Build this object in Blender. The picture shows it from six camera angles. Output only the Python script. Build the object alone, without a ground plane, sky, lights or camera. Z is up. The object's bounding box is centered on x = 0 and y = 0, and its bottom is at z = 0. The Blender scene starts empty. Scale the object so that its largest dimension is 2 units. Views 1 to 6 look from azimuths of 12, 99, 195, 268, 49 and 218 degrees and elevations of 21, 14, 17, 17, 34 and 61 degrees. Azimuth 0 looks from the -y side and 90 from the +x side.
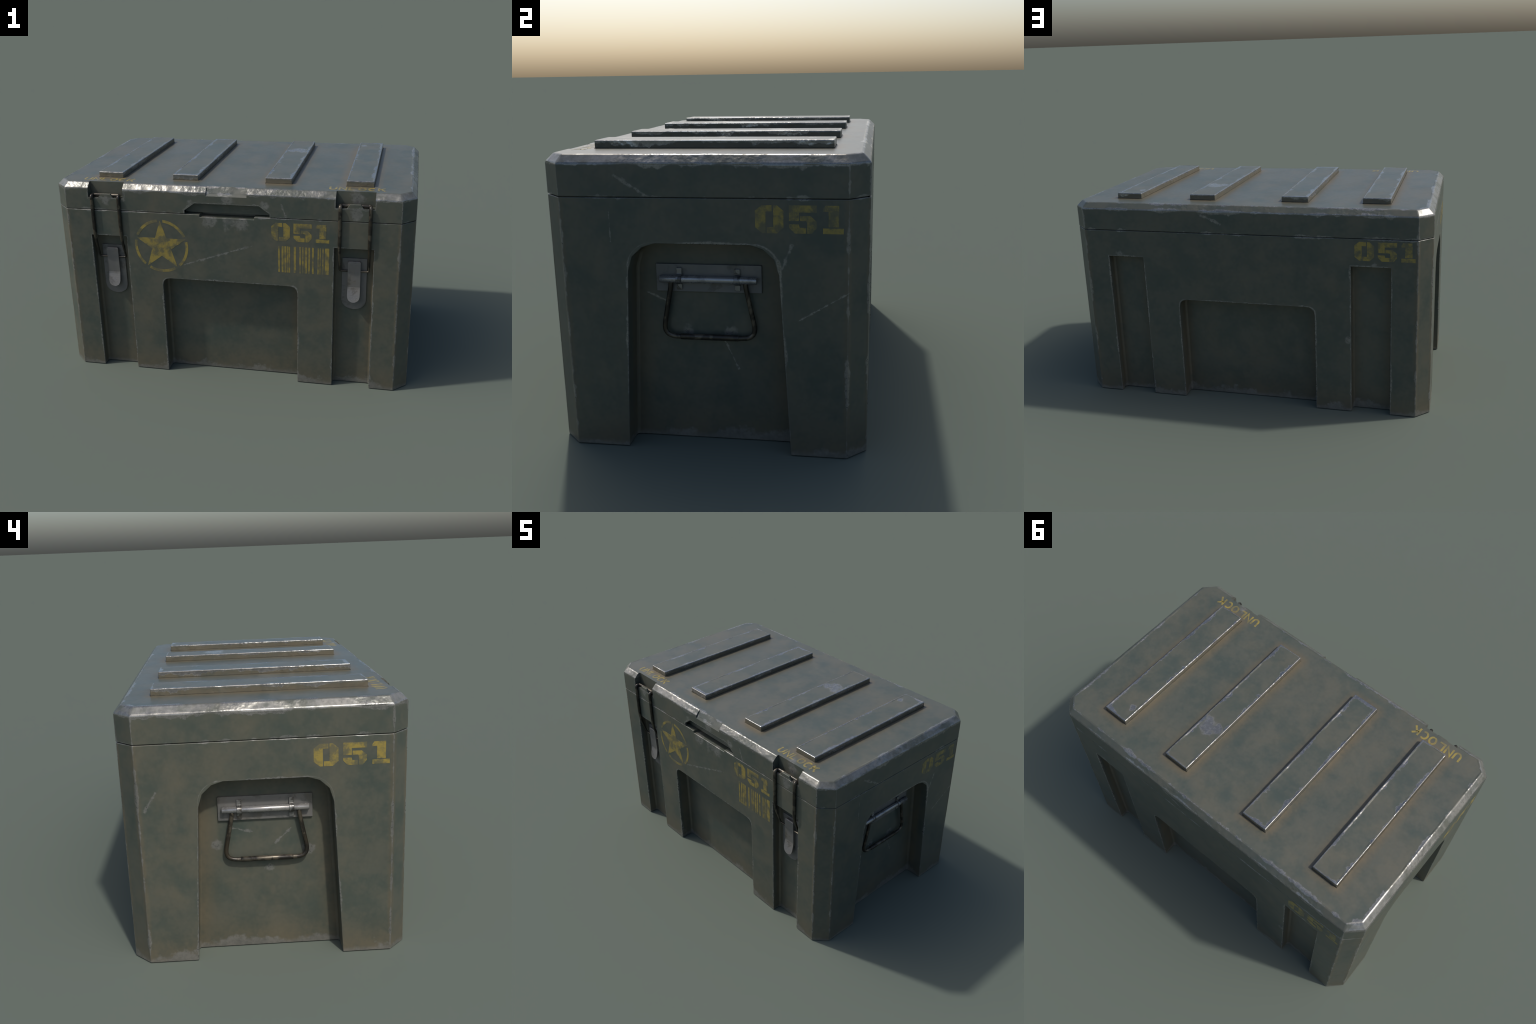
"""Weathered olive steel transport crate: tub with recessed panels, chamfered lid with
four ribs, two wire latches, two drop handles and yellow stencil markings.
Frame: metres, z up, front of the crate faces -y."""
import math
import random

import bmesh
import bpy
from mathutils import Matrix, Vector

random.seed(7)
scene = bpy.context.scene
COLL = scene.collection

# ------------------------------------------------------------------ dimensions
XO = 0.9994           # half length of the crate
YC = 0.009            # centre of the tub in y (the latch wires stick out at the front)
YH = 0.5995           # half depth
YF, YB = YC - YH, YC + YH
CH = 0.0725           # corner chamfer leg
Z_SEAM = 0.9845
Z_BEV = 1.105         # lower edge of the lid's bevel
Z_TOP = 1.1355
BEV = 0.0305
Z_RIB = 1.1662
RIB_X = (0.700, 0.262)
RIB_HW, RIB_HL, RIB_YC = 0.073, 0.4625, 0.0075
LX, LHW, L_TOP = 0.6875, 0.1040, 0.833      # latch recess: centre, half width, top
CX, C_TOP = 0.3865, 0.594                   # centre recess
D_LATCH, D_CENTRE, X_SIDE_IN = 0.0540, 0.0840, 0.896
HANDLE_Y = 0.0085


# ------------------------------------------------------------------ mesh helpers
def new_obj(name, mesh, parent=None, mats=()):
    ob = bpy.data.objects.new(name, mesh)
    COLL.objects.link(ob)
    if parent is not None:
        ob.parent = parent
    for m in mats:
        if m.name not in [x.name for x in mesh.materials if x]:
            mesh.materials.append(m)
    return ob


def mesh_from_bm(bm, name):
    bmesh.ops.recalc_face_normals(bm, faces=bm.faces)
    me = bpy.data.meshes.new(name)
    bm.to_mesh(me)
    bm.free()
    return me


def octagon(inset=0.0, k=math.tan(math.radians(22.5))):
    """Chamfered rectangle of the crate's plan, counter-clockwise, moved inwards by inset."""
    x, y = XO - inset, YH - inset
    cx, cy = XO - CH - inset * k, YH - CH - inset * k
    ring = [(cx, -y), (x, -cy), (x, cy), (cx, y), (-cx, y), (-x, cy), (-x, -cy), (-cx, -y)]
    return [(a, b + YC) for a, b in ring]


def loft(rings, name):
    """Close a stack of equal rings [(list of xy), z] into a solid."""
    bm = bmesh.new()
    vs = [[bm.verts.new((x, y, z)) for x, y in ring] for ring, z in rings]
    n = len(vs[0])
    bm.faces.new(vs[0][::-1])
    bm.faces.new(vs[-1])
    for a, b in zip(vs, vs[1:]):
        for i in range(n):
            bm.faces.new((a[i], a[(i + 1) % n], b[(i + 1) % n], b[i]))
    return mesh_from_bm(bm, name)


def prism(poly, lo, hi, axis, name="cutter"):
    """Extrude a 2-D outline along an axis. axis y: outline is (x, z); x: (y, z); z: (x, y)."""
    put = {"y": lambda a, b, t: (a, t, b), "x": lambda a, b, t: (t, a, b), "z": lambda a, b, t: (a, b, t)}[axis]
    bm = bmesh.new()
    v0 = [bm.verts.new(put(a, b, lo)) for a, b in poly]
    v1 = [bm.verts.new(put(a, b, hi)) for a, b in poly]
    bm.faces.new(v0)
    bm.faces.new(v1)
    n = len(poly)
    for i in range(n):
        bm.faces.new((v0[i], v0[(i + 1) % n], v1[(i + 1) % n], v1[i]))
    return mesh_from_bm(bm, name)


def inset_poly(poly, d):
    """Move the sides of a convex counter-clockwise or clockwise outline inwards by d."""
    pts = [Vector(p) for p in poly]
    mid = sum(pts, Vector((0, 0))) / len(pts)
    out = []
    for i, p in enumerate(pts):
        a, b = (p - pts[i - 1]).normalized(), (pts[(i + 1) % len(pts)] - p).normalized()
        na, nb = Vector((-a.y, a.x)), Vector((-b.y, b.x))
        if na.dot(mid - p) < 0:
            na = -na
        if nb.dot(mid - p) < 0:
            nb = -nb
        n = (na + nb).normalized()
        out.append(tuple(p + n * (d / max(0.4, n.dot(na)))))
    return out


def recess_cutter(poly, outside, floor, axis, fillet=0.009):
    """Prism from outside the wall down to the recess floor, with a sloped fillet at the floor."""
    put = {"y": lambda a, b, t: (a, t, b), "x": lambda a, b, t: (t, a, b)}[axis]
    s = 1 if floor > outside else -1
    levels = [(poly, outside), (poly, floor - s * fillet), (inset_poly(poly, fillet), floor)]
    bm = bmesh.new()
    rows = [[bm.verts.new(put(a, b, t)) for a, b in ring] for ring, t in levels]
    n = len(poly)
    bm.faces.new(rows[0])
    bm.faces.new(rows[-1])
    for lo, hi in zip(rows, rows[1:]):
        for i in range(n):
            bm.faces.new((lo[i], lo[(i + 1) % n], hi[(i + 1) % n], hi[i]))
    return mesh_from_bm(bm, "cutter")


def box_poly(a0, a1, b0, b1):
    return [(a0, b0), (a1, b0), (a1, b1), (a0, b1)]


def apply_modifiers(ob):
    dg = bpy.context.evaluated_depsgraph_get()
    dg.update()
    me = bpy.data.meshes.new_from_object(ob.evaluated_get(dg))
    ob.modifiers.clear()
    ob.data = me
    return me


def cut(ob, cutters):
    """Subtract a list of meshes from an object."""
    for me in cutters:
        c = bpy.data.objects.new("cutter", me)
        COLL.objects.link(c)
        m = ob.modifiers.new("cut", "BOOLEAN")
        m.operation, m.solver, m.object = "DIFFERENCE", "EXACT", c
        apply_modifiers(ob)
        bpy.data.objects.remove(c)


def round_edges(ob, width, segments=2, angle=20, above=None):
    """Round the sharp edges of an object; above: only edges that lie higher than this z."""
    m = ob.modifiers.new("round", "BEVEL")
    m.width, m.segments, m.limit_method, m.angle_limit = width, segments, "ANGLE", math.radians(angle)
    m.use_clamp_overlap = True
    if above is not None:
        me = ob.data
        flag = me.attributes.new("bevel_weight_edge", "FLOAT", "EDGE")
        for e in me.edges:
            flag.data[e.index].value = 1.0 if min(me.vertices[v].co.z for v in e.vertices) > above else 0.0
        m.limit_method = "WEIGHT"
    w = ob.modifiers.new("normals", "WEIGHTED_NORMAL")
    w.mode, w.weight, w.keep_sharp = "FACE_AREA", 100, False
    for p in ob.data.polygons:
        p.use_smooth = True
    me = apply_modifiers(ob)
    for p in me.polygons:
        p.use_smooth = True
    return me


def tube(points, radii, sides, name, closed=False):
    """Sweep a circle along a polyline (parallel-transport frames)."""
    pts = [Vector(p) for p in points]
    n = len(pts)
    radii = [radii] * n if isinstance(radii, (int, float)) else radii
    bm = bmesh.new()
    rings = []
    ref = None
    for i, p in enumerate(pts):
        a = pts[(i - 1) % n] if closed or i > 0 else p
        b = pts[(i + 1) % n] if closed or i < n - 1 else p
        t = (b - a).normalized()
        if ref is None:
            ref = t.orthogonal().normalized()
        ref = (ref - t * ref.dot(t)).normalized()
        side = t.cross(ref)
        rings.append([bm.verts.new(p + (ref * math.cos(q) + side * math.sin(q)) * radii[i])
                      for q in (math.tau * j / sides for j in range(sides))])
    if closed:
        # choose the twist offset that joins the last ring to the first
        last = rings[-1][0].co
        off = min(range(sides), key=lambda j: (rings[0][j].co - last).length)
    pairs = list(zip(rings, rings[1:]))
    for a, b in pairs:
        for j in range(sides):
            bm.faces.new((a[j], a[(j + 1) % sides], b[(j + 1) % sides], b[j]))
    if closed:
        a, b = rings[-1], rings[0]
        for j in range(sides):
            bm.faces.new((a[j], a[(j + 1) % sides], b[(j + 1 + off) % sides], b[(j + off) % sides]))
    else:
        bm.faces.new(rings[0][::-1])
        bm.faces.new(rings[-1])
    me = mesh_from_bm(bm, name)
    for p in me.polygons:
        p.use_smooth = len(p.vertices) == 4
    return me


def fillet_path(points, radius, steps=6, closed=False):
    """Round the corners of a polyline with arcs (quadratic blend)."""
    pts = [Vector(p) for p in points]
    n, out = len(pts), []
    rad = radius if isinstance(radius, (list, tuple)) else [radius] * n
    for i, p in enumerate(pts):
        if not closed and i in (0, n - 1):
            out.append(p)
            continue
        a, b = pts[i - 1] - p, pts[(i + 1) % n] - p
        r = min(rad[i], a.length * 0.48, b.length * 0.48)
        s, e = p + a.normalized() * r, p + b.normalized() * r
        for k in range(steps + 1):
            t = k / steps
            out.append(s * (1 - t) ** 2 + p * 2 * t * (1 - t) + e * t ** 2)
    return out


# ------------------------------------------------------------------ node expression helper
class Val:
    """A float socket (or constant) that builds Math nodes when used in expressions."""

    def __init__(self, g, s):
        self.g, self.s = g, s

    def __add__(self, o): return self.g.m("ADD", self, o)
    def __radd__(self, o): return self.g.m("ADD", o, self)
    def __sub__(self, o): return self.g.m("SUBTRACT", self, o)
    def __rsub__(self, o): return self.g.m("SUBTRACT", o, self)
    def __mul__(self, o): return self.g.m("MULTIPLY", self, o)
    def __rmul__(self, o): return self.g.m("MULTIPLY", o, self)
    def __truediv__(self, o): return self.g.m("DIVIDE", self, o)
    def __neg__(self): return self.g.m("MULTIPLY", self, -1.0)


class Graph:
    def __init__(self, mat):
        mat.use_nodes = True
        self.t = mat.node_tree
        self.t.nodes.clear()
        self.cache = {}

    def node(self, kind, **props):
        n = self.t.nodes.new(kind)
        for k, v in props.items():
            setattr(n, k, v)
        return n

    def plug(self, sock, v):
        if isinstance(v, Val):
            v = v.s
        if isinstance(v, bpy.types.NodeSocket):
            self.t.links.new(v, sock)
        else:
            if isinstance(v, tuple) and len(v) == 3 and len(sock.default_value) == 4:
                v = (*v, 1.0)
            sock.default_value = v

    def m(self, op, *args, clamp=False):
        n = self.node("ShaderNodeMath", operation=op, use_clamp=clamp)
        for i, a in enumerate(args):
            self.plug(n.inputs[i], a)
        return Val(self, n.outputs[0])

    def abs(self, a): return self.m("ABSOLUTE", a)
    def max(self, a, *r):
        for b in r:
            a = self.m("MAXIMUM", a, b)
        return a
    def min(self, a, *r):
        for b in r:
            a = self.m("MINIMUM", a, b)
        return a
    def sqrt(self, a): return self.m("SQRT", a)
    def len2(self, a, b): return self.sqrt(a * a + b * b)
    def clamp(self, a): return self.m("ADD", a, 0.0, clamp=True)
    def lt(self, a, b): return self.m("LESS_THAN", a, b)
    def gt(self, a, b): return self.m("GREATER_THAN", a, b)

    def step(self, a, lo, hi):
        """1 where a >= hi, 0 where a <= lo (lo may exceed hi: then reversed)."""
        n = self.node("ShaderNodeMapRange", interpolation_type="SMOOTHSTEP")
        self.plug(n.inputs["Value"], a)
        if lo <= hi:
            fr = (lo, hi, 0.0, 1.0)
        else:
            fr = (hi, lo, 1.0, 0.0)
        for k, v in zip(("From Min", "From Max", "To Min", "To Max"), fr):
            n.inputs[k].default_value = v
        return Val(self, n.outputs["Result"])

    def coords(self, kind="Object"):
        n = self.node("ShaderNodeTexCoord")
        return n.outputs[kind]

    def split(self, vec):
        n = self.node("ShaderNodeSeparateXYZ")
        self.t.links.new(vec, n.inputs[0])
        return [Val(self, n.outputs[i]) for i in range(3)]

    def mapped(self, vec, scale=(1, 1, 1), loc=(0, 0, 0)):
        n = self.node("ShaderNodeMapping")
        self.t.links.new(vec, n.inputs["Vector"])
        n.inputs["Scale"].default_value = scale
        n.inputs["Location"].default_value = loc
        return n.outputs[0]

    def noise(self, vec, scale, detail=4.0, rough=0.55, distort=0.0):
        n = self.node("ShaderNodeTexNoise")
        self.t.links.new(vec, n.inputs["Vector"])
        n.inputs["Scale"].default_value = scale
        n.inputs["Detail"].default_value = detail
        n.inputs["Roughness"].default_value = rough
        n.inputs["Distortion"].default_value = distort
        return Val(self, n.outputs[0])

    def mix(self, f, a, b):
        n = self.node("ShaderNodeMix", data_type="RGBA")
        self.plug(n.inputs["Factor"], f)
        self.plug(n.inputs[6], a)
        self.plug(n.inputs[7], b)
        return n.outputs[2]

    def lerp(self, f, a, b):
        n = self.node("ShaderNodeMix", data_type="FLOAT")
        self.plug(n.inputs["Factor"], f)
        self.plug(n.inputs[2], a)
        self.plug(n.inputs[3], b)
        return Val(self, n.outputs[0])

    def bump(self, height, strength, distance):
        n = self.node("ShaderNodeBump")
        n.inputs["Strength"].default_value = strength
        n.inputs["Distance"].default_value = distance
        self.plug(n.inputs["Height"], height)
        return n.outputs[0]

    def surface(self, color, rough, metal, normal=None, spec=0.5):
        p = self.node("ShaderNodeBsdfPrincipled")
        o = self.node("ShaderNodeOutputMaterial")
        self.plug(p.inputs["Base Color"], color)
        self.plug(p.inputs["Roughness"], rough)
        self.plug(p.inputs["Metallic"], metal)
        self.plug(p.inputs["Specular IOR Level"], spec)
        if normal is not None:
            self.t.links.new(normal, p.inputs["Normal"])
        self.t.links.new(p.outputs[0], o.inputs[0])

    def box2(self, qx, qy):
        """Signed distance of a box from its folded coordinates."""
        return self.len2(self.max(qx, 0.0), self.max(qy, 0.0)) + self.min(self.max(qx, qy), 0.0)

    def vec(self, op, *args):
        n = self.node("ShaderNodeVectorMath", operation=op)
        for i, v in enumerate(args):
            if isinstance(v, bpy.types.NodeSocket):
                self.t.links.new(v, n.inputs[i])
            else:
                n.inputs[i].default_value = v
        return n

    def segment(self, vec, a, b):
        """Distance from the point to the segment a-b."""
        a, b = Vector(a), Vector(b)
        ab = b - a
        d = self.vec("SUBTRACT", vec, tuple(a)).outputs[0]
        t = self.clamp(Val(self, self.vec("DOT_PRODUCT", d, tuple(ab / ab.length_squared)).outputs["Value"]))
        n = self.vec("SCALE", tuple(ab))
        self.plug(n.inputs["Scale"], t)
        return Val(self, self.vec("DISTANCE", d, n.outputs[0]).outputs["Value"])

    def dist(self, vec, c):
        return Val(self, self.vec("DISTANCE", vec, tuple(c)).outputs["Value"])


# ------------------------------------------------------------------ materials
OLIVE = (0.074, 0.079, 0.063)
GREEN = (0.050, 0.064, 0.054)
BROWN = (0.112, 0.088, 0.053)
STEEL = (0.215, 0.215, 0.205)
STEEL_LIGHT = (0.31, 0.305, 0.29)
YELLOW = (0.242, 0.188, 0.046)

# scratches and gouges seen on the crate: start, end, width
SCRATCHES = [
    ((-0.25, YF, 0.686), (0.137, YF, 0.819), 0.010),
    ((0.30, YF, 1.06), (0.33, YF, 0.975), 0.010),
    ((XO, -0.30, 1.06), (XO, -0.11, 0.945), 0.012),
    ((XO, -0.33, 0.93), (XO, -0.33, 0.82), 0.006),
    ((XO, 0.345, 0.53), (XO, 0.56, 0.66), 0.007),
    ((XO, 0.30, 0.73), (XO, 0.335, 0.82), 0.012),
    ((X_SIDE_IN, 0.055, 0.43), (X_SIDE_IN, 0.115, 0.30), 0.007),
    ((X_SIDE_IN, -0.235, 0.60), (X_SIDE_IN, -0.165, 0.57), 0.007),
    ((-XO, 0.46, 0.78), (-XO, 0.51, 0.70), 0.012),
    ((-X_SIDE_IN, 0.15, 0.57), (-X_SIDE_IN, 0.07, 0.55), 0.010),
    ((-X_SIDE_IN, -0.10, 0.56), (-X_SIDE_IN, -0.03, 0.49), 0.010),
    ((0.24, YB, 1.09), (0.12, YB, 1.04), 0.016),
    ((-0.955, YB, 0.71), (-0.995, YB, 0.715), 0.008),
]
# broad bare patches: centre, radius
PATCHES = [
    ((0.285, 0.215, Z_RIB), 0.055), ((0.225, 0.19, Z_RIB), 0.035), ((0.30, 0.185, Z_RIB), 0.035),
    ((0.66, 0.38, Z_RIB), 0.022),
    ((0.0, YF, 0.945), 0.055), ((-0.08, YF, 0.953), 0.05), ((0.09, YF, 0.95), 0.05),
    ((-0.21, YF, 1.055), 0.035), ((0.21, YF, 1.05), 0.03), ((0.0, YF, 1.07), 0.04),
    ((0.70, YF, 1.03), 0.035), ((-0.69, YF, 1.035), 0.035), ((0.70, YF + 0.044, 1.10), 0.05),
    ((X_SIDE_IN, 0.08, 0.452), 0.035), ((X_SIDE_IN, -0.07, 0.448), 0.03),
    ((-X_SIDE_IN, 0.22, 0.50), 0.03), ((-X_SIDE_IN, -0.17, 0.46), 0.03), ((-X_SIDE_IN, 0.0, 0.38), 0.025),
    ((0.72, YB, 0.85), 0.035), ((-0.70, YB, 0.845), 0.03), ((-0.565, YB, 0.42), 0.03),
]


def paint_material(name, part, marking=False):
    """Olive paint with dirt, chipped edges, gouges and (for markings) worn yellow stencil paint.
    part: tub, lid or rib - only the edges that belong to it are worked out."""
    mat = bpy.data.materials.new(name)
    g = Graph(mat)
    vec = g.coords()
    x, y, z = g.split(vec)
    X = g.abs(x)
    Y = g.abs(y - YC)

    # ---- noises
    blot = g.noise(vec, 3.2, 4, 0.62, 0.3)
    blot2 = g.noise(g.mapped(vec, loc=(7.3, 2.1, 4.4)), 7.5, 5, 0.62, 0.4)
    fine = g.noise(g.mapped(vec, loc=(1.3, 9.1, 3.3)), 60, 3, 0.62)
    patch = g.noise(g.mapped(vec, loc=(3.7, 5.5, 8.8)), 6.5, 4, 0.65)
    chip = g.noise(g.mapped(vec, loc=(5.1, 0.7, 2.9)), 38, 4, 0.62)

    # ---- bare metal: chips along the convex edges, in irregular runs
    run = g.step(patch, 0.42, 0.68)             # where along the edges the paint has gone
    ragged = chip * 1.1 + 0.1
    wob = chip - 0.5

    def worn(dist, thin, wide):
        reach = (run * wide + thin) * ragged
        return g.step(dist - reach, 0.0025, -0.0035)

    front = g.abs(Y - YH)                       # distance to the front or back wall plane
    side = g.abs(X - XO)
    plan = g.max(X - XO, Y - YH, (X + Y - (XO + YH - CH)) * 0.7071)
    muck = None
    bevel_face = 0.0
    if part != "rib":
        corner = g.min(g.len2(X - (XO - CH), Y - YH), g.len2(X - XO, Y - (YH - CH)))
        seam = g.abs(z - Z_SEAM) + plan * plan * 40.0
        bare = g.max(worn(corner, 0.0005, 0.017) * 0.65, worn(seam, -0.005, 0.024) * 0.6)
    if part == "tub":
        sd_latch = g.box2(g.abs(X - LX) - LHW, z - L_TOP)
        sd_centre = g.box2(X - (CX - 0.03), z - (C_TOP - 0.03)) - 0.03
        sd_fb = g.min(sd_latch, sd_centre)
        half = 0.319 - g.max(z, 0.0) * 0.052
        sd_side = g.box2(Y - (half - 0.09), z - 0.728) - 0.09
        rims = g.min(g.len2(sd_fb, front), g.len2(sd_side, side) + 0.0025)
        foot = g.max(z, 0.0)
        bare = g.max(bare, worn(rims, 0.0035, 0.014) * 0.7, g.step(foot - (run * 0.06 + 0.012) * ragged, 0.018, -0.012) * 0.48)
        in_fb = g.step(plan, -0.012, -0.03) * g.step(side, 0.15, 0.2)
        in_sd = g.step(plan, -0.03, -0.06) * g.step(Y, 0.36, 0.33)
        crease = g.max(in_fb * g.step(g.abs(sd_fb), 0.075, 0.0), in_sd * g.step(g.abs(sd_side), 0.13, 0.0))
        muck = g.max(crease * 0.85, g.step(z, 0.24, 0.0) * 0.8, g.step(corner, 0.028, 0.004) * 0.7)
    if part == "lid":
        edge_low = g.len2(z - Z_BEV, plan)
        kk = BEV * (1 + math.tan(math.radians(22.5)))
        plan_top = g.max(X - (XO - BEV), Y - (YH - BEV), (X + Y - (XO + YH - CH - kk)) * 0.7071)
        edge_top = g.len2(z - Z_TOP, plan_top)
        notch = g.len2(g.box2(g.abs(X - 0.688) - 0.102, 1.054 - z), front)
        slot = g.len2(g.max(X - 0.236, z - 1.046, X * 0.586 + z * 0.81 - 0.951), front)
        latchcut = g.min(notch, slot) + g.gt(y, 0.0) * 9.0
        on_back = g.step(y, 0.50, 0.60) * g.step(X, 0.93, 0.90)
        pocket = g.lt(y, YF + 0.06) * g.max(g.lt(g.abs(X - 0.688), 0.1015), g.lt(X, 0.1125) * 0.8)
        bevel_face = g.step(z, Z_BEV - 0.003, Z_BEV + 0.002) * g.step(z, Z_TOP - 0.0005, Z_TOP - 0.0035) * (1.0 - pocket)
        bare = g.max(bare, worn(g.min(edge_low, edge_top + 0.003), 0.005, 0.026) * 0.75, worn(latchcut, 0.003, 0.022),
                     bevel_face * g.step(blot2 * 0.7 + chip * 0.3 - on_back * 0.30, 0.38, 0.58) * 0.58)
    if part != "tub":
        rx = g.abs(g.abs(X - 0.481) - 0.219) - RIB_HW
        sd_rib = g.box2(rx, g.abs(y - RIB_YC) - RIB_HL)
        if part == "rib":
            bare = worn(g.len2(sd_rib, z - Z_RIB), 0.008, 0.030)
            muck = g.step(z, Z_RIB - 0.003, Z_RIB - 0.014) * 0.85
        else:
            muck = g.step(sd_rib, 0.070, 0.0) * g.step(z, Z_TOP - 0.01, Z_TOP) * 1.1

    # ---- gouges and rubbed patches
    mine = {"tub": lambda c: c[2] < Z_SEAM, "lid": lambda c: Z_SEAM < c[2] < Z_TOP + 0.01, "rib": lambda c: c[2] > Z_TOP + 0.01}[part]
    cuts = [(a, b, w) for a, b, w in SCRATCHES if mine(a)]
    if cuts:
        near = g.min(*[g.segment(vec, a, b) / w for a, b, w in cuts])
        bare = g.max(bare, g.step(near + wob * 3.0 - patch * 0.42, 0.40, -0.25) * 0.65)
    spots = [(c, r) for c, r in PATCHES if mine(c)]
    if spots:
        near = g.min(*[g.dist(vec, c) / r for c, r in spots])
        bare = g.max(bare, g.step(near + (patch - 0.5) * 3.6 + wob * 0.7, 0.85, 0.35) * (0.85 if part == "rib" else 0.6))

    # ---- dirt: brown film in blotches, round the ribs, in the recesses and near the ground
    dirt = g.step(blot * 0.35 + blot2 * 0.5 + chip * 0.15, 0.40, 0.70) * 0.62
    muck = muck * (g.step(blot2 * 0.7 + fine * 0.3, 0.25, 0.60) * 0.75 + 0.25)
    dirt = g.clamp(g.max(dirt * 0.56, muck * 0.72))

    green = g.step(patch * 0.7 + chip * 0.3, 0.40, 0.62)
    col = g.mix(green, OLIVE, GREEN)
    col = g.mix(dirt, col, BROWN)
    shade = g.node("ShaderNodeHueSaturation")
    g.plug(shade.inputs["Value"], fine * 0.22 + blot2 * 0.3 + 0.74)
    g.plug(shade.inputs["Color"], col)
    col = shade.outputs[0]
    rough = 0.30 + blot * 0.12 + dirt * 0.08 + (fine - 0.5) * 0.10

    if marking:
        ink = g.noise(g.mapped(vec, loc=(8.2, 6.1, 1.2)), 17, 5, 0.68)
        cover = g.step(ink, 0.40, 0.60) * 0.78 + 0.19
        cover = cover * (0.75 + 0.4 * g.step(fine, 0.3, 0.6))
        if part == "lid":                       # the middle of each word has rubbed off
            cover = cover * (1.0 - 0.45 * g.step(g.abs(X - 0.69), 0.085, 0.02)) + 0.22
        col = g.mix(g.clamp(cover), col, YELLOW)

    metal_tone = g.mix(g.step(fine * 0.5 + blot2 * 0.5, 0.38, 0.62), STEEL, STEEL_LIGHT)
    col = g.mix(bare, col, metal_tone)
    rough = g.lerp(bare, rough, 0.24 + (fine - 0.5) * 0.22)

    # relief: hammered dents where the lid's bevel and the rib edges have taken knocks
    dent = g.noise(g.mapped(vec, loc=(0.4, 3.9, 6.2)), 32, 2, 0.5)
    knocks = g.step(g.noise(g.mapped(vec, loc=(6.6, 1.5, 2.2)), 5.5, 1, 0.5), 0.45, 0.57) * 0.92 + 0.08
    if part == "lid":
        where = g.step(z, Z_BEV - 0.006, Z_BEV + 0.002) * g.step(plan_top, -0.012, -0.002)
    elif part == "rib":
        where = g.step(sd_rib, -0.014, -0.004)
    else:
        where = g.step(corner, 0.015, 0.003) * 0.4
    height = dent * (where * knocks + 0.035)
    g.surface(col, rough, bare * 0.85, g.bump(height, 0.7, 0.006))
    return mat


def metal_material(name, base, dark, light, rough, metal, scale=14, dark_lim=(0.52, 0.62), tint=BROWN, tint_amt=0.35, grain=0.18):
    """Bare or blackened hardware with stains; each copy is shifted by its own random value."""
    mat = bpy.data.materials.new(name)
    g = Graph(mat)
    vec = g.coords()
    info = g.node("ShaderNodeObjectInfo")
    off = g.node("ShaderNodeVectorMath", operation="ADD")
    sc = g.m("MULTIPLY", Val(g, info.outputs["Random"]), 9.0)
    comb = g.node("ShaderNodeCombineXYZ")
    for i in range(3):
        g.plug(comb.inputs[i], sc)
    g.t.links.new(vec, off.inputs[0])
    g.t.links.new(comb.outputs[0], off.inputs[1])
    v = off.outputs[0]
    n1 = g.noise(v, scale, 5, 0.6, 0.4)
    n2 = g.noise(v, scale * 0.45, 5, 0.6, 0.2)
    n3 = g.noise(v, 90, 4, 0.6)
    col = g.mix(g.step(n2, 0.40, 0.66) * 0.8, base, light)
    col = g.mix(g.step(n1, *dark_lim) * 0.85, col, dark)
    col = g.mix(g.step(n2 * 0.5 + n1 * 0.5, 0.48, 0.64) * tint_amt, col, tint)
    nrm = g.bump(n3 * 0.5 + n1 * 0.5, grain, 0.004)
    g.surface(col, rough + (n3 - 0.5) * grain * 1.4 + (n1 - 0.5) * 0.15, metal, nrm)
    return mat


PAINT = {p: paint_material(f"chipped_olive_paint_{p}", p) for p in ("tub", "lid", "rib")}
MARK = {p: paint_material(f"worn_yellow_stencil_{p}", p, marking=True) for p in ("tub", "lid")}
PLATE = metal_material("dull_grey_steel", (0.125, 0.125, 0.12), (0.085, 0.09, 0.086), (0.165, 0.16, 0.15), 0.5, 0.3)
TIP = metal_material("steel_lightened_for_skylight", (0.165, 0.165, 0.165), (0.12, 0.12, 0.12), (0.21, 0.20, 0.185), 0.45, 0.3)  # same lever metal, base colour raised to show light caught by the kicked-out end
ROD = metal_material("polished_steel", (0.30, 0.30, 0.30), (0.20, 0.20, 0.20), (0.36, 0.35, 0.33), 0.27, 0.6, tint_amt=0.1, grain=0.04)
STRAP = metal_material("dark_mottled_strap_steel", (0.20, 0.20, 0.195), (0.05, 0.05, 0.05), (0.27, 0.265, 0.25), 0.3, 0.6, scale=30, dark_lim=(0.48, 0.58), grain=0.06)
WIRE = metal_material("blackened_wire", (0.085, 0.073, 0.054), (0.012, 0.012, 0.012), (0.115, 0.10, 0.075), 0.33, 0.5, scale=16, dark_lim=(0.41, 0.50))

# ------------------------------------------------------------------ the crate
crate = bpy.data.objects.new("military_crate", None)
COLL.objects.link(crate)
crate["label"] = "weathered olive steel transport crate with ribbed lid and wire latches"
crate["category"] = "storage crate"


def arc_corner(cx, cz, r, a0, a1, steps):
    return [(cx + r * math.cos(math.radians(a0 + (a1 - a0) * i / steps)),
             cz + r * math.sin(math.radians(a0 + (a1 - a0) * i / steps))) for i in range(steps + 1)]


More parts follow.
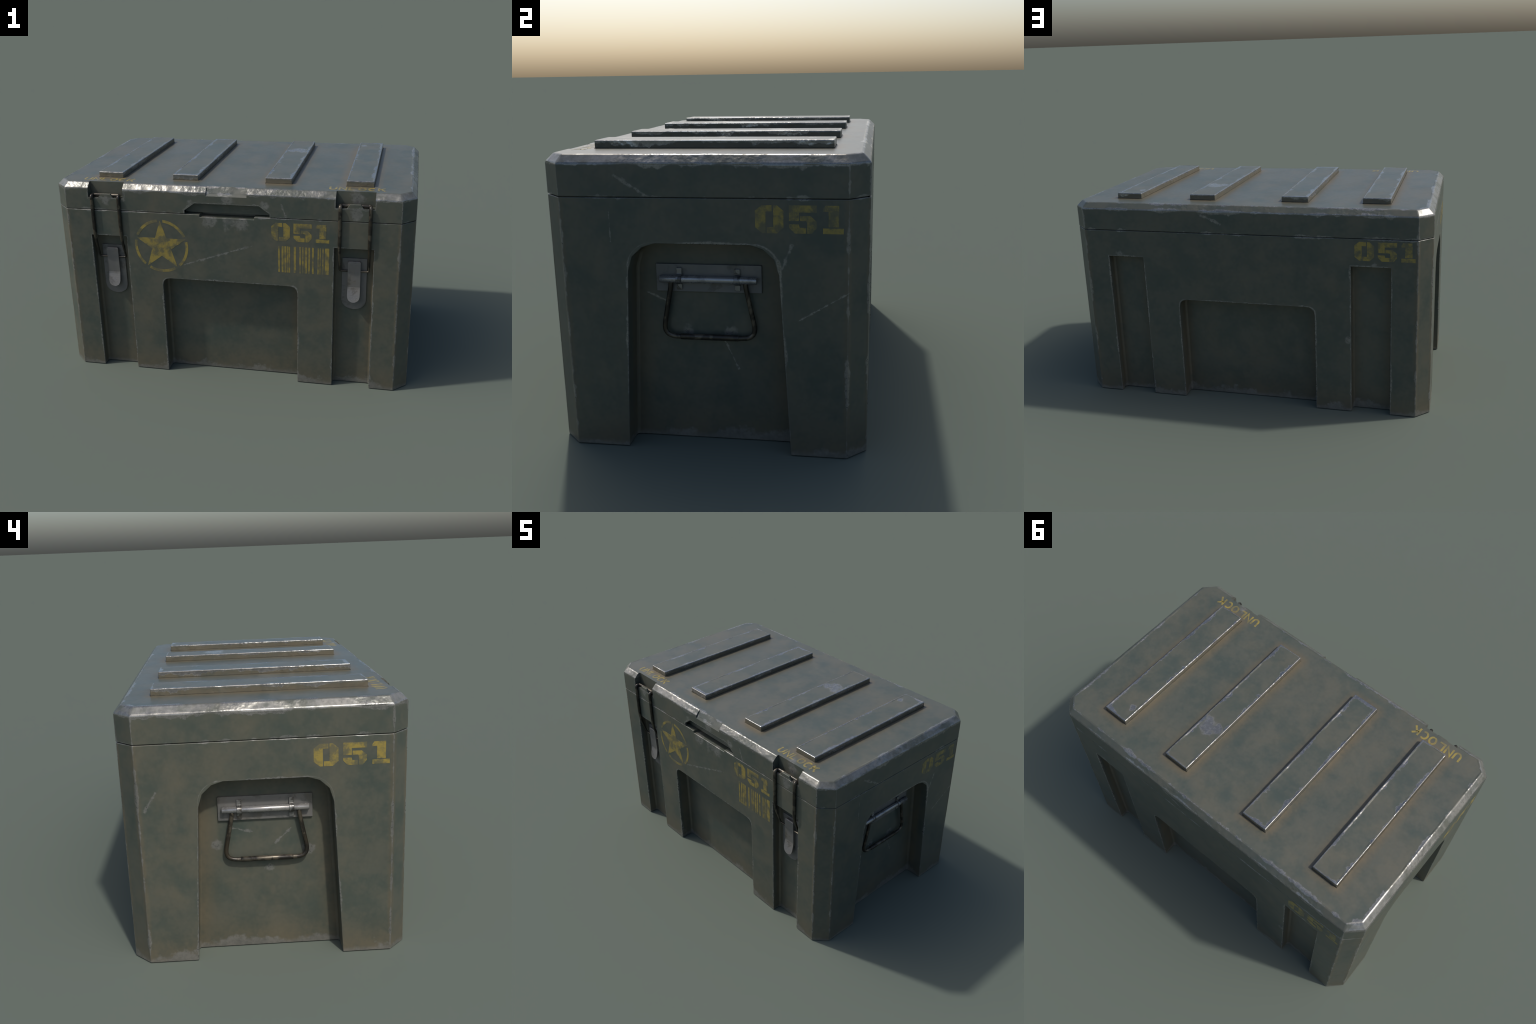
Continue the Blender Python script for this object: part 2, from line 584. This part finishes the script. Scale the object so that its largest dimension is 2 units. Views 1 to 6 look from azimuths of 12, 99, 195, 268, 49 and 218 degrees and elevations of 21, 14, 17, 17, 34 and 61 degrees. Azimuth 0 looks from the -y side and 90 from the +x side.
# tub ------------------------------------------------------------------------
body = new_obj("body", loft([(octagon(), 0.0), (octagon(), Z_SEAM - 0.0022)], "body"), crate)
cutters = []
for s in (-1, 1):
    cxs = sorted((s * (LX - LHW), s * (LX + LHW)))
    cutters.append(recess_cutter(box_poly(*cxs, -0.2, L_TOP), YF - 0.2, YF + D_LATCH, "y"))
    cutters.append(recess_cutter(box_poly(*cxs, -0.2, L_TOP), YB + 0.2, YB - D_LATCH, "y"))
    # arched side recess, slightly narrower towards the top
    half = [(0.328, -0.2), (0.280, 0.706), (0.262, 0.763), (0.222, 0.800), (0.174, 0.8150)]
    arch = [(HANDLE_Y + a, b) for a, b in half] + [(HANDLE_Y - a, b) for a, b in reversed(half)]
    cutters.append(recess_cutter(arch, s * (XO + 0.2), s * X_SIDE_IN, "x"))
portal = [(CX, -0.2)] + arc_corner(CX - 0.042, C_TOP - 0.042, 0.042, 0, 90, 3)
portal = portal + [(-a, b) for a, b in reversed(portal)]
cutters.append(recess_cutter(portal, YF - 0.2, YF + D_CENTRE, "y"))
cutters.append(recess_cutter(portal, YB + 0.2, YB - D_CENTRE, "y"))
# finger notch under the lid's grip slot
cutters.append(prism([(-0.150, 0.969), (0.150, 0.969), (0.166, 1.1), (-0.166, 1.1)], YF - 0.2, YF + 0.062, "y"))
cut(body, cutters)
round_edges(body, 0.0032)
body.data.materials.append(PAINT["tub"])

# sealing rim that stands up from the tub into the lid, closes the joint
rim = new_obj("sealing_rim", loft([(octagon(0.012), Z_SEAM - 0.012), (octagon(0.012), Z_SEAM + 0.012)], "sealing_rim"), body)
cut(rim, [prism(box_poly(-0.236, 0.236, 0.9, 1.1), YF - 0.2, YF + 0.063, "y")])
rim.data.materials.append(PAINT["tub"])

# lid ------------------------------------------------------------------------
lid = new_obj("lid", loft([(octagon(), Z_SEAM + 0.0022), (octagon(), Z_BEV), (octagon(BEV), Z_TOP)], "lid"), crate)
round_edges(lid, 0.0070, 4, above=Z_BEV - 0.005)                 # generous, hammered rounding along the bevel
cutters = []
for s in (-1, 1):
    xs = sorted((s * 0.586, s * 0.790))
    cutters.append(prism(box_poly(*xs, 1.054, 1.4), YF - 0.2, YF + 0.0440, "y"))
cutters.append(prism([(-0.236, 0.9), (0.236, 0.9), (0.236, 1.004), (0.178, 1.046), (-0.178, 1.046), (-0.236, 1.004)], YF - 0.2, YF + 0.034, "y"))
cutters.append(prism([(YF + 0.034, 1.1348), (YF - 0.10, 0.9540), (YF - 0.10, 1.3), (YF + 0.034, 1.3)], -0.113, 0.113, "x"))
cut(lid, cutters)
round_edges(lid, 0.0022, 2, 28)
lid.data.materials.append(PAINT["lid"])

for s in (-1, 1):
    for c in RIB_X:
        cx = s * c
        plan = box_poly(cx - RIB_HW, cx + RIB_HW, RIB_YC - RIB_HL, RIB_YC + RIB_HL)
        foot = inset_poly(plan, -0.0025)
        rib = new_obj("rib", loft([(foot, Z_TOP - 0.003), (foot, Z_TOP + 0.0006), (plan, Z_TOP + 0.0026), (plan, Z_RIB)], "rib"), lid)
        round_edges(rib, 0.0075, 3, 60)
        rib.data.materials.append(PAINT["rib"])
    # hook lip that the latch wire hangs on
    hx = s * 0.688
    hook = new_obj("latch_hook", prism([(hx - 0.044, 1.050), (hx + 0.044, 1.050), (hx + 0.044, 1.054), (hx + 0.028, 1.0765), (hx - 0.028, 1.0765), (hx - 0.044, 1.054)], YF + 0.0004, YF + 0.0155, "y", "latch_hook"), lid)
    round_edges(hook, 0.0015)
    hook.data.materials.append(PAINT["lid"])

# latches --------------------------------------------------------------------
Y_IN = YF + D_LATCH          # floor of the latch recess


def tongue(half_w, z_top, z_side, z_tip, steps=8):
    """Outline of a plate with a rounded lower end."""
    pts = [(-half_w, z_top)]
    for i in range(steps + 1):
        a = math.pi + math.pi * i / steps
        pts.append((half_w * math.cos(a), z_side + (z_side - z_tip) * math.sin(a)))
    pts.append((half_w, z_top))
    return pts


plate_me = prism(tongue(0.0672, 0.763, 0.516, 0.463), Y_IN - 0.0085, Y_IN + 0.002, "y", "latch")
tmp = new_obj("latch", plate_me)
round_edges(tmp, 0.0012)
plate_me = tmp.data
plate_me.materials.append(PLATE)
bpy.data.objects.remove(tmp)


def lever_mesh():
    """Pressed steel lever: flat shank, lower end kicked outwards and embossed with grip dots."""
    bm = bmesh.new()
    hw, th = 0.0342, 0.010
    rows = [(0.750, -0.5590, 0.80), (0.7465, -0.5625, 1.0), (0.735, -0.5635, 1.0), (0.64, -0.5615, 1.0), (0.602, -0.5600, 1.0), (0.598, -0.5608, 1.0)]
    for i in range(11):
        a = i / 10
        zz = 0.59 - 0.073 * a
        w = 1.0 if zz > 0.555 else math.sqrt(max(0.0, 1 - ((0.555 - zz) / 0.0385) ** 2)) ** 0.8
        rows.append((zz, -0.5615 - 0.0140 * a, max(w, 0.16)))
    n = 8
    fr, bk = [], []
    for zz, yy, w in rows:
        xs = [hw * w * (-1 + 2 * j / n) for j in range(n + 1)]
        fr.append([bm.verts.new((q, yy, zz)) for q in xs])
        bk.append([bm.verts.new((q, yy + th, zz)) for q in xs])
    m = len(rows)
    for i in range(m - 1):
        for j in range(n):
            bm.faces.new((fr[i][j], fr[i][j + 1], fr[i + 1][j + 1], fr[i + 1][j]))
            bm.faces.new((bk[i][j], bk[i + 1][j], bk[i + 1][j + 1], bk[i][j + 1]))
        bm.faces.new((fr[i][0], fr[i + 1][0], bk[i + 1][0], bk[i][0]))
        bm.faces.new((fr[i][n], bk[i][n], bk[i + 1][n], fr[i + 1][n]))
    for r in (0, m - 1):
        for j in range(n):
            bm.faces.new((fr[r][j], fr[r][j + 1], bk[r][j + 1], bk[r][j]))
    # flanges down to the base plate
    for sx in (-1, 1):
        x0, x1 = sorted((sx * (hw - 0.004), sx * hw * 0.98))
        vs = []
        for yy in (-0.557, Y_IN - 0.004):
            zlo = 0.60 if yy < -0.55 else 0.56
            vs.append([bm.verts.new((q, yy, zz)) for q, zz in ((x0, zlo), (x1, zlo), (x1, 0.742), (x0, 0.742))])
        bm.faces.new(vs[0])
        bm.faces.new(vs[1][::-1])
        for j in range(4):
            bm.faces.new((vs[0][j], vs[0][(j + 1) % 4], vs[1][(j + 1) % 4], vs[1][j]))
    me = mesh_from_bm(bm, "latch_lever")
    me.materials.append(PLATE)
    me.materials.append(TIP)
    for p in me.polygons:
        if p.center.z < 0.597 and p.center.y < Y_IN - 0.012 and p.normal.y < -0.3:
            p.material_index = 1
    return me


lever_me = lever_mesh()
# grip dots pressed into the lever's tip
bm = bmesh.new()
for zz, xs in ((0.583, (-0.012, 0.012)), (0.570, (-0.020, 0.0, 0.020)), (0.557, (-0.012, 0.012)), (0.544, (-0.018, 0.0, 0.018)), (0.531, (-0.008, 0.008))):
    a = (0.59 - zz) / 0.073
    for q in xs:
        bmesh.ops.create_uvsphere(bm, u_segments=10, v_segments=6, radius=0.0034, matrix=Matrix.Translation((q, -0.5615 - 0.0140 * a + 0.0026, zz)))
dots_me = mesh_from_bm(bm, "grip_dots")
for p in dots_me.polygons:
    p.use_smooth = True
dots_me.materials.append(TIP)

wr = 0.0096
wx = 0.0785
wire_pts = [(-wx, YF + 0.019, 1.0655), (-wx, YF - 0.0083, 1.0655), (-wx, YF - 0.0083, 0.822), (-wx, Y_IN - 0.0190, 0.694),
            (wx, Y_IN - 0.0190, 0.694), (wx, YF - 0.0083, 0.822), (wx, YF - 0.0083, 1.0655), (wx, YF + 0.019, 1.0655)]
wire_path = fillet_path(wire_pts, [0.012, 0.020, 0.05, 0.010, 0.010, 0.05, 0.020, 0.012], 7, closed=True)
# the wire thins where it passes through the lever
wire_me = tube(wire_path, [wr if p.z > 0.86 else max(0.0052, wr - (0.86 - p.z) * 0.028) for p in wire_path], 14, "latch_wire", closed=True)
wire_me.materials.append(WIRE)

for s in (-1, 1):
    latch = new_obj("latch", plate_me, crate)
    latch.location.x = s * 0.6895
    for nm, me in (("latch_lever", lever_me), ("latch_wire", wire_me), ("grip_dots", dots_me)):
        part = new_obj(nm, me, latch)
        if nm == "grip_dots":
            part["kind"] = "stuff"

# carrying handles -----------------------------------------------------------
# modelled for the +x side with the recess floor at local x = 0, centred on y = 0
tmp = new_obj("handle", prism(box_poly(-0.2025, 0.2025, 0.609, 0.716), -0.002, 0.0105, "x", "handle"))
round_edges(tmp, 0.0015)
hplate_me = tmp.data
hplate_me.materials.append(PLATE)
bpy.data.objects.remove(tmp)

BZ, BX = 0.6605, 0.0228
rod_path = [(BX, -0.186, BZ), (BX, -0.1845, BZ), (BX, 0.1845, BZ), (BX, 0.186, BZ)]
rod_me = tube(rod_path, [0.0120, 0.0138, 0.0138, 0.0120], 24, "handle_rod")
rod_me.materials.append(ROD)


def strap_mesh():
    """Strap bent over the rod with a flat foot above and below."""
    prof = [(0.0095, 0.042), (0.0180, 0.042), (0.0185, 0.020)]
    for i in range(9):
        a = math.radians(70 - 140 * i / 8)
        prof.append((BX + 0.0172 * math.cos(a), 0.0172 * math.sin(a) * 1.02))
    prof += [(0.0185, -0.020), (0.0180, -0.042), (0.0095, -0.042)]
    me = prism([(a, BZ + b) for a, b in prof], -0.0105, 0.0105, "y", "handle_strap")
    return me


tmp = new_obj("handle_strap", strap_mesh())
round_edges(tmp, 0.0016, 2, 30)
strap_me = tmp.data
strap_me.materials.append(STRAP)
bpy.data.objects.remove(tmp)

bail_pts = [(BX, -0.1435, BZ), (BX + 0.001, -0.1435, 0.635), (BX - 0.002, -0.184, 0.432), (BX - 0.002, 0.184, 0.432), (BX + 0.001, 0.1435, 0.635), (BX, 0.1435, BZ)]
bail_path = fillet_path(bail_pts, [0, 0.01, 0.058, 0.058, 0.01, 0], 9)
bail_me = tube(bail_path, 0.0093, 14, "handle_bail")
bail_me.materials.append(WIRE)
grip_me = tube([(BX - 0.002, q, 0.432) for q in (-0.1135, -0.112, 0.112, 0.1135)], [0.0104, 0.0116, 0.0116, 0.0104], 18, "handle_grip")
grip_me.materials.append(WIRE)

for s in (-1, 1):
    handle = new_obj("handle", hplate_me, crate)
    handle.location = (s * X_SIDE_IN, HANDLE_Y + 0.0005, 0)
    handle.rotation_euler.z = 0.0 if s > 0 else math.pi
    for nm, me in (("handle_rod", rod_me), ("handle_bail", bail_me), ("handle_grip", grip_me)):
        new_obj(nm, me, handle)
    for q in (-0.1115, 0.1115):
        strap = new_obj("handle_strap", strap_me, handle)
        strap.location.y = q

# ------------------------------------------------------------------ stencil markings
INK = 0.0005          # paint film stands this proud
FACES = {             # origin at the left end of the marking, right-hand direction, outward normal
    "front": (lambda u, v, t: (u, YF - t, v)),
    "back": (lambda u, v, t: (-u, YB + t, v)),
    "left": (lambda u, v, t: (-XO - t, -u, v)),
    "right": (lambda u, v, t: (XO + t, u, v)),
    "top": (lambda u, v, t: (u, v, Z_TOP + t)),
}


def ink_mesh(polys, face, name):
    """Thin film of paint: outlines (u right, v up) laid on one wall of the crate."""
    put = FACES[face]
    bm = bmesh.new()
    for poly in polys:
        lo = [bm.verts.new(put(u, v, -0.001)) for u, v in poly]
        hi = [bm.verts.new(put(u, v, INK)) for u, v in poly]
        bm.faces.new(lo)
        bm.faces.new(hi)
        for i in range(len(poly)):
            j = (i + 1) % len(poly)
            bm.faces.new((lo[i], lo[j], hi[j], hi[i]))
    return mesh_from_bm(bm, name)


# stencil digits in a unit cell, v measured downwards
DIGITS = {
    "0": [[(0, .2), (.24, 0), (.59, 0), (.59, .22), (.37, .22), (.37, 1), (.25, 1), (0, .79)],
          [(.64, 0), (.77, 0), (1, .2), (1, .79), (.77, 1), (.41, 1), (.41, .78), (.64, .78)]],
    "5": [[(0, 0), (1, 0), (1, .25), (.36, .25), (.36, .55), (0, .55)],
          [(.40, .37), (.78, .37), (1, .57), (1, .80), (.83, 1), (.66, 1), (.66, .61), (.61, .55), (.40, .55)],
          [(0, .67), (.35, .67), (.39, .79), (.62, .79), (.62, 1), (.21, 1), (0, .79)]],
    "1": [[(0, .12), (.12, 0), (.77, 0), (.77, .76), (.27, .76), (.27, .21), (0, .21)],
          [(0, .80), (1, .80), (1, 1), (0, 1)]],
}


def number(face, u0, v0, height):
    for ch, off, wid in (("0", 0.0, 0.101), ("5", 0.120, 0.097), ("1", 0.239, 0.072)):
        polys = [[(u0 + off + wid * a, v0 + height * (1 - b)) for a, b in poly] for poly in DIGITS[ch]]
        new_obj("painted_digit", ink_mesh(polys, face, "painted_digit"), body, [MARK["tub"]])


number("front", 0.245, 0.857, 0.102)
number("right", 0.206, 0.861, 0.100)
number("back", 0.603, 0.867, 0.101)
number("left", 0.190, 0.859, 0.095)

# star in a broken ring
SX, SZ, SR = -0.381, 0.788, 0.150
star = []
for k in range(10):
    r = SR if k % 2 == 0 else SR * 0.385
    a = math.radians(90 + 36 * k)
    star.append((SX + r * math.cos(a), SZ + r * math.sin(a)))
new_obj("painted_star", ink_mesh([star], "front", "painted_star"), body, [MARK["tub"]])
for k in range(5):
    a0, a1 = 90 + 72 * k + 6, 90 + 72 * (k + 1) - 6
    arc = arc_corner(SX, SZ, 0.1555, a0, a1, 16) + arc_corner(SX, SZ, 0.1400, a1, a0, 16)
    new_obj("painted_arc", ink_mesh([arc], "front", "painted_arc"), body, [MARK["tub"]])

# bar code, as fractions of its width
BARS = [(0, .034), (.069, .108), (.125, .164), (.177, .203), (.211, .237), (.31, .353), (.418, .453), (.474, .504),
        (.526, .573), (.595, .629), (.668, .703), (.776, .802), (.815, .841), (.862, .897), (.918, 1.0)]
for a, b in BARS:
    u0, u1 = 0.281 + 0.276 * a, 0.281 + 0.276 * b
    new_obj("barcode_bar", ink_mesh([box_poly(u0, u1, 0.677, 0.828)], "front", "barcode_bar"), body, [MARK["tub"]])


# the word on the lid above each latch, letters drawn as strokes
def stroke(points, w):
    """Constant-width band along a polyline (mitred)."""
    pts = [Vector(p) for p in points]
    left, right = [], []
    for i, p in enumerate(pts):
        a = (p - pts[i - 1]).normalized() if i else (pts[1] - p).normalized()
        b = (pts[i + 1] - p).normalized() if i < len(pts) - 1 else a
        na, nb = Vector((-a.y, a.x)), Vector((-b.y, b.x))
        n = (na + nb).normalized()
        n = n * (w / 2 / max(0.5, n.dot(na)))
        left.append(p + n)
        right.append(p - n)
    return [tuple(v) for v in left + right[::-1]]


def bowl(cx, cy, rx, ry, a0, a1, n=10):
    return [(cx + rx * math.cos(math.radians(a0 + (a1 - a0) * i / n)), cy + ry * math.sin(math.radians(a0 + (a1 - a0) * i / n))) for i in range(n + 1)]


LETTERS = {           # unit cell, v up
    "U": [[(.10, 1)] + bowl(.5, .40, .40, .36, 180, 360) + [(.90, 1)]],
    "N": [[(.08, 0), (.08, .98), (.92, .02), (.92, 1)]],
    "L": [[(.10, 1), (.10, .08), (.85, .08)]],
    "O": [bowl(.5, .5, .42, .44, 95, 268, 12), bowl(.5, .5, .42, .44, 272, 445, 12)],
    "C": [bowl(.52, .5, .42, .44, 50, 310, 14)],
    "K": [[(.10, 1), (.10, 0)], [(.16, .46), (.88, 1)], [(.40, .60), (.92, 0)]],
}
for s in (-1, 1):
    u0, v0, h = s * 0.691 - 0.149, -0.5245, 0.0505
    adv, wid = 0.0508, 0.041
    for i, ch in enumerate("UNLOCK"):
        polys = [stroke([(u0 + adv * i + wid * a, v0 + h * b) for a, b in path], 0.0108) for path in LETTERS[ch]]
        new_obj("painted_letter", ink_mesh(polys, "top", "painted_letter"), lid, [MARK["lid"]])
